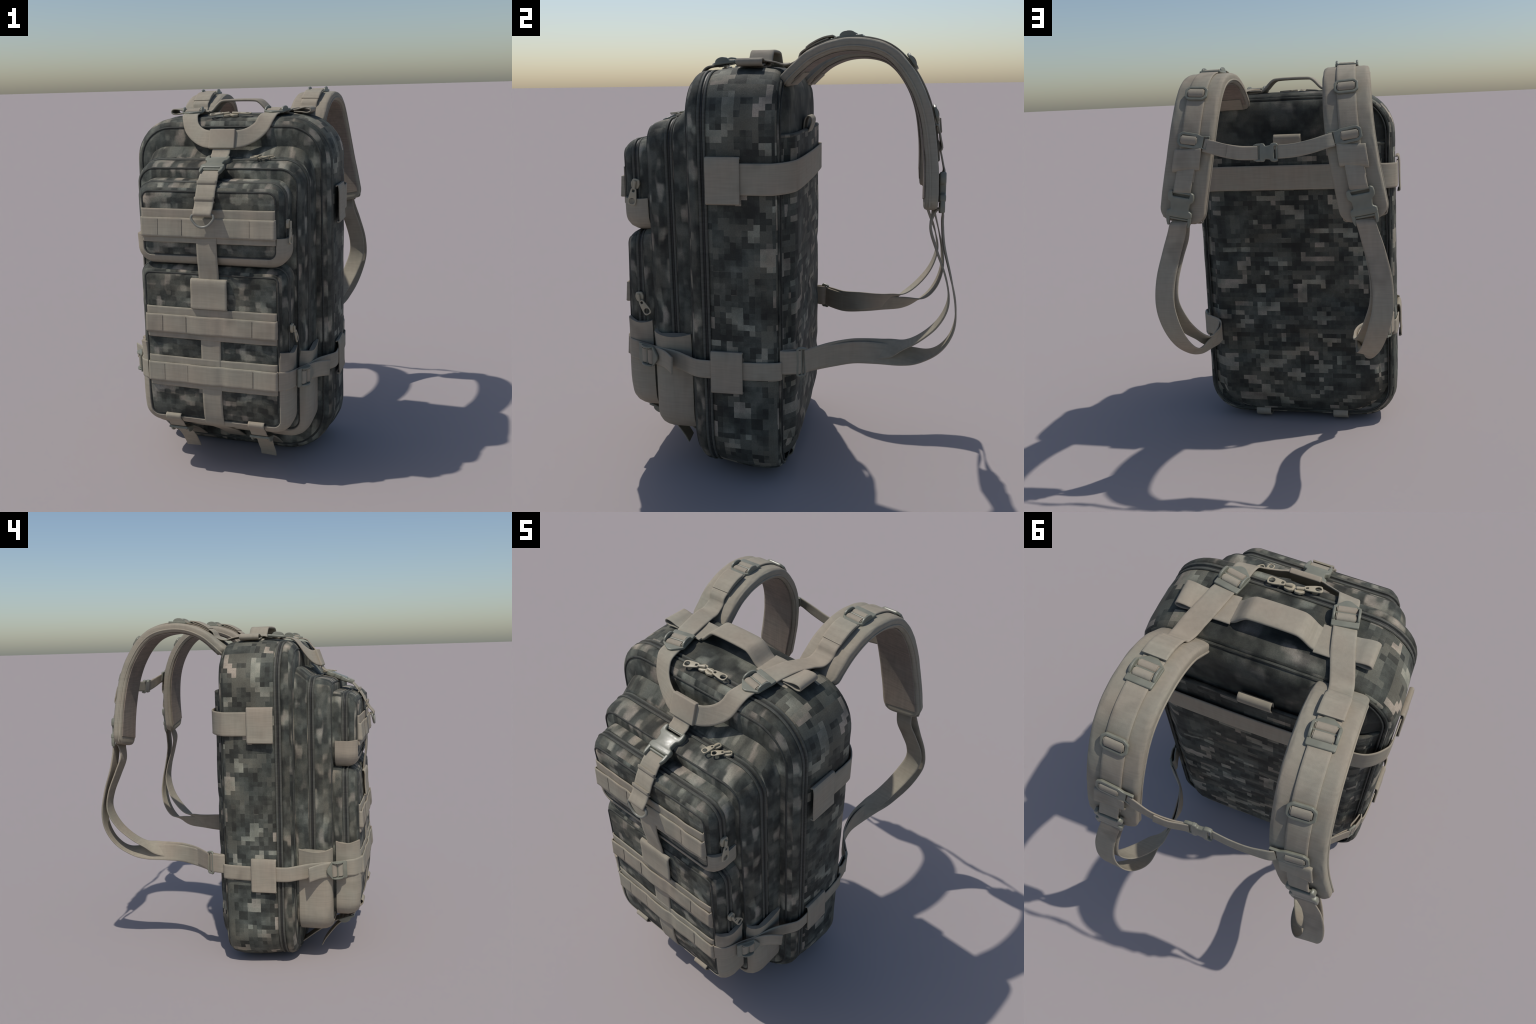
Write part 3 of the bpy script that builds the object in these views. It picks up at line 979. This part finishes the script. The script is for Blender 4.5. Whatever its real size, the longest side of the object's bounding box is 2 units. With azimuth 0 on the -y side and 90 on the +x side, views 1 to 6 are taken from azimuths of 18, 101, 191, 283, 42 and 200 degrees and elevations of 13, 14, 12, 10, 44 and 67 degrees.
    # long adjusting strap, doubled, swinging down and in to the ring at the bag's side
    outer = [(.432, .692, 1.292), (.440, .706, 1.276), (.455, .707, 1.225), (.482, .716, 1.14), (.509, .746, 1.02), (.513, .770, .905), (.490, .771, .80), (.458, .735, .705), (.425, .668, .643), (.398, .56, .622), (.383, .45, .621), (.382, .35, .618), (.408, .25, .607), (.465, .172, .607), (.505, .135, .610)]
    sides_o = [(1, 0, -.15), (1, 0, -.15), (1, 0, .25), (1, 0, .22), (1, 0, .05), (1, -.05, -.1), (1, -.1, -.08), (1, -.15, -.08), (1, -.15, -.25), (.62, 0, -1), (.28, 0, -1), (0, 0, -1), (0, 0, -1), (0, 0, -1), (0, 0, -1)]
    ws = [.085, .086, .088, .09, .094, .096, .096, .094, .090, .090, .096, .103, .107, .107, .107]
    mir = lambda L: [(a * s, b, c) for a, b, c in L]
    # side vectors mirror with z flipped sign kept consistent
    sid = [V((a, b * s, c * s)) for a, b, c in sides_o]
    adj = ribbon("adjusting_strap", mir(outer), sid, ws, .007, TAN, bag, 120)
    inner = [(.432, .684, 1.292), (.438, .672, 1.275), (.452, .660, 1.21), (.478, .688, 1.12), (.499, .728, 1.01), (.498, .742, .91), (.468, .708, .81), (.434, .640, .727), (.402, .565, .672), (.380, .495, .645), (.368, .42, .634), (.372, .335, .628), (.406, .25, .618), (.468, .182, .615), (.507, .145, .612)]
    sid = [V((a, b * s, c * s)) for a, b, c in sides_o[:8] + [(1, -.1, -.2), (.7, 0, -1), (.3, 0, -1)] + sides_o[11:]]
    ribbon("adjusting_strap_return", mir(inner), sid, ws, .007, TAN, adj, 120)
    # rectangular ring and sewn tab
    rc, ry = V((.511 * s, .130, .611)), V((.03 * s, -.05, 0)).normalized()
    rn = V((.85 * s, .5, 0))
    q = [rc + V((0, 0, dz)) + ry * dy for dz, dy in ((.058, -.018), (.062, 0), (.058, .018), (0, .018), (-.058, .018), (-.062, 0), (-.058, -.018), (0, -.018))]
    cord("side_ring", q, .0065, BUCKLE, adj, 60, True)
    cord("side_ring_bar", [rc + V((0, 0, .06)), rc, rc - V((0, 0, .06))], .0045, BUCKLE, adj, 8)
    ribbon("ring_tab", [(.531 * s, .040, .612), (.536 * s, .060, .612), (.528 * s, .095, .612), (.520 * s, .118, .612), (.508 * s, .130, .612), (.500 * s, .115, .612), (.512 * s, .080, .612), (.522 * s, .045, .612)],
           (0, 0, 1), .108, .007, TAN, adj, 30)

    # compression strap round the lower corner, with ladder lock and free tail
    comp = ribbon("compression_strap", mirror([(.532, .046, .573), (.546, .036, .573), (.553, -.02, .571), (.558, -.13, .570), (.562, -.255, .572), (.563, -.305, .573), (.556, -.340, .574), (.530, -.385, .577), (.498, -.440, .580), (.475, -.50, .582), (.456, -.555, .583), (.432, -.605, .583), (.416, -.650, .584), (.395, -.695, .586), (.352, -.722, .587)], s),
                  (0, 0, 1), [.084, .084, .084, .084, .084, .084, .084, .085, .086, .086, .086, .088, .094, .098, .1], .007, TAN, bag, 90)
    cm = frame((.4575 * s, -.591, .580), (.44 * s, .88, -.03), (.88 * s, -.46, 0), .92)
    place("ladder_buckle", LADDER, cm, comp)
    place("webbing_fold", HUMP, cm, comp)
    ribbon("strap_tail", mirror([(.446, -.590, .580), (.462, -.552, .580), (.480, -.522, .580), (.507, -.490, .579), (.553, -.448, .574)], s), (0, 0, 1), .085, .007, TAN, comp, 24)

    # bottom tie strap: loop over the pocket rim, ladder lock, loose end, run under the bag
    bx = .227 * s
    tie = ribbon("bottom_strap", [(bx, -.690, .346), (bx, -.7105, .347), (bx, -.7225, .338), (bx, -.719, .322), (bx, -.702, .304), (bx, -.685, .285), (bx, -.670, .262), (bx, -.652, .246)], (1, 0, 0), .086, .007, TAN, low_pocket, 36)
    bm_ = frame((bx, -.610, .224), (0, .94, -.34), (0, -.34, -.94), .98)
    place("ladder_buckle", LADDER, bm_, tie)
    place("webbing_fold", HUMP, bm_, tie)
    ribbon("strap_tail", [(bx, -.600, .205), (bx, -.570, .180), (bx * .98, -.530, .130), (bx * .98, -.495, .08), (bx * .97, -.477, .045)], (1, 0, 0), .086, .006, TAN, tie, 20)
    ribbon("under_strap", [(bx, -.600, .222), (bx, -.56, .205), (bx, -.46, .140), (bx, -.36, .062), (bx, -.30, .018), (bx, -.20, .008), (bx, -.05, .008), (bx, .020, .012), (bx, .050, .030), (bx, .056, .05), (bx, .046, .062)], (1, 0, 0), .086, .007, TAN, tie, 60)

# chest strap across the two pads
Z1, Z2 = V((0, -.25, 1)), V((0, -.1, 1))
sternum = ribbon("chest_strap", [(.300, .672, 1.643), (.27, .680, 1.636), (.20, .690, 1.617), (.12, .688, 1.604), (.045, .676, 1.601)], [Z1, Z1, Z2, Z2, Z2], .062, .006, TAN, bag, 40)
ribbon("chest_strap_tail", [(.185, .698, 1.614), (.13, .697, 1.604), (.08, .688, 1.601), (.046, .682, 1.601)], (0, -.1, 1), .062, .006, TAN, sternum, 20)
ribbon("chest_strap", [(-.300, .676, 1.650), (-.27, .684, 1.643), (-.20, .686, 1.623), (-.12, .682, 1.608), (-.035, .672, 1.602)], [Z1, Z1, Z2, Z2, Z2], .062, .006, TAN, bag, 40)
place("release_buckle", RELEASE, frame((-.006, .677, 1.601), (1, 0, 0), (0, .98, .15), .68), sternum)

# wide lining face under the pads is the same cloth, slightly redder: thin sheet following the underside
for s, pad in zip((1, -1), [o for o in bag.children if o.name.startswith("shoulder_pad")]):
    fr, _ = pad_frames(s)
    pts = []
    for f in [.045 + .915 * i / 20 for i in range(21)]:
        pts.append(pad_point(s, f, -PAD_T - .0012)[0])
    ribbon("pad_lining", pts, [(1, 0, 0)] * len(pts), .186, .005, LINING, pad, 70)

bpy.context.view_layer.update()
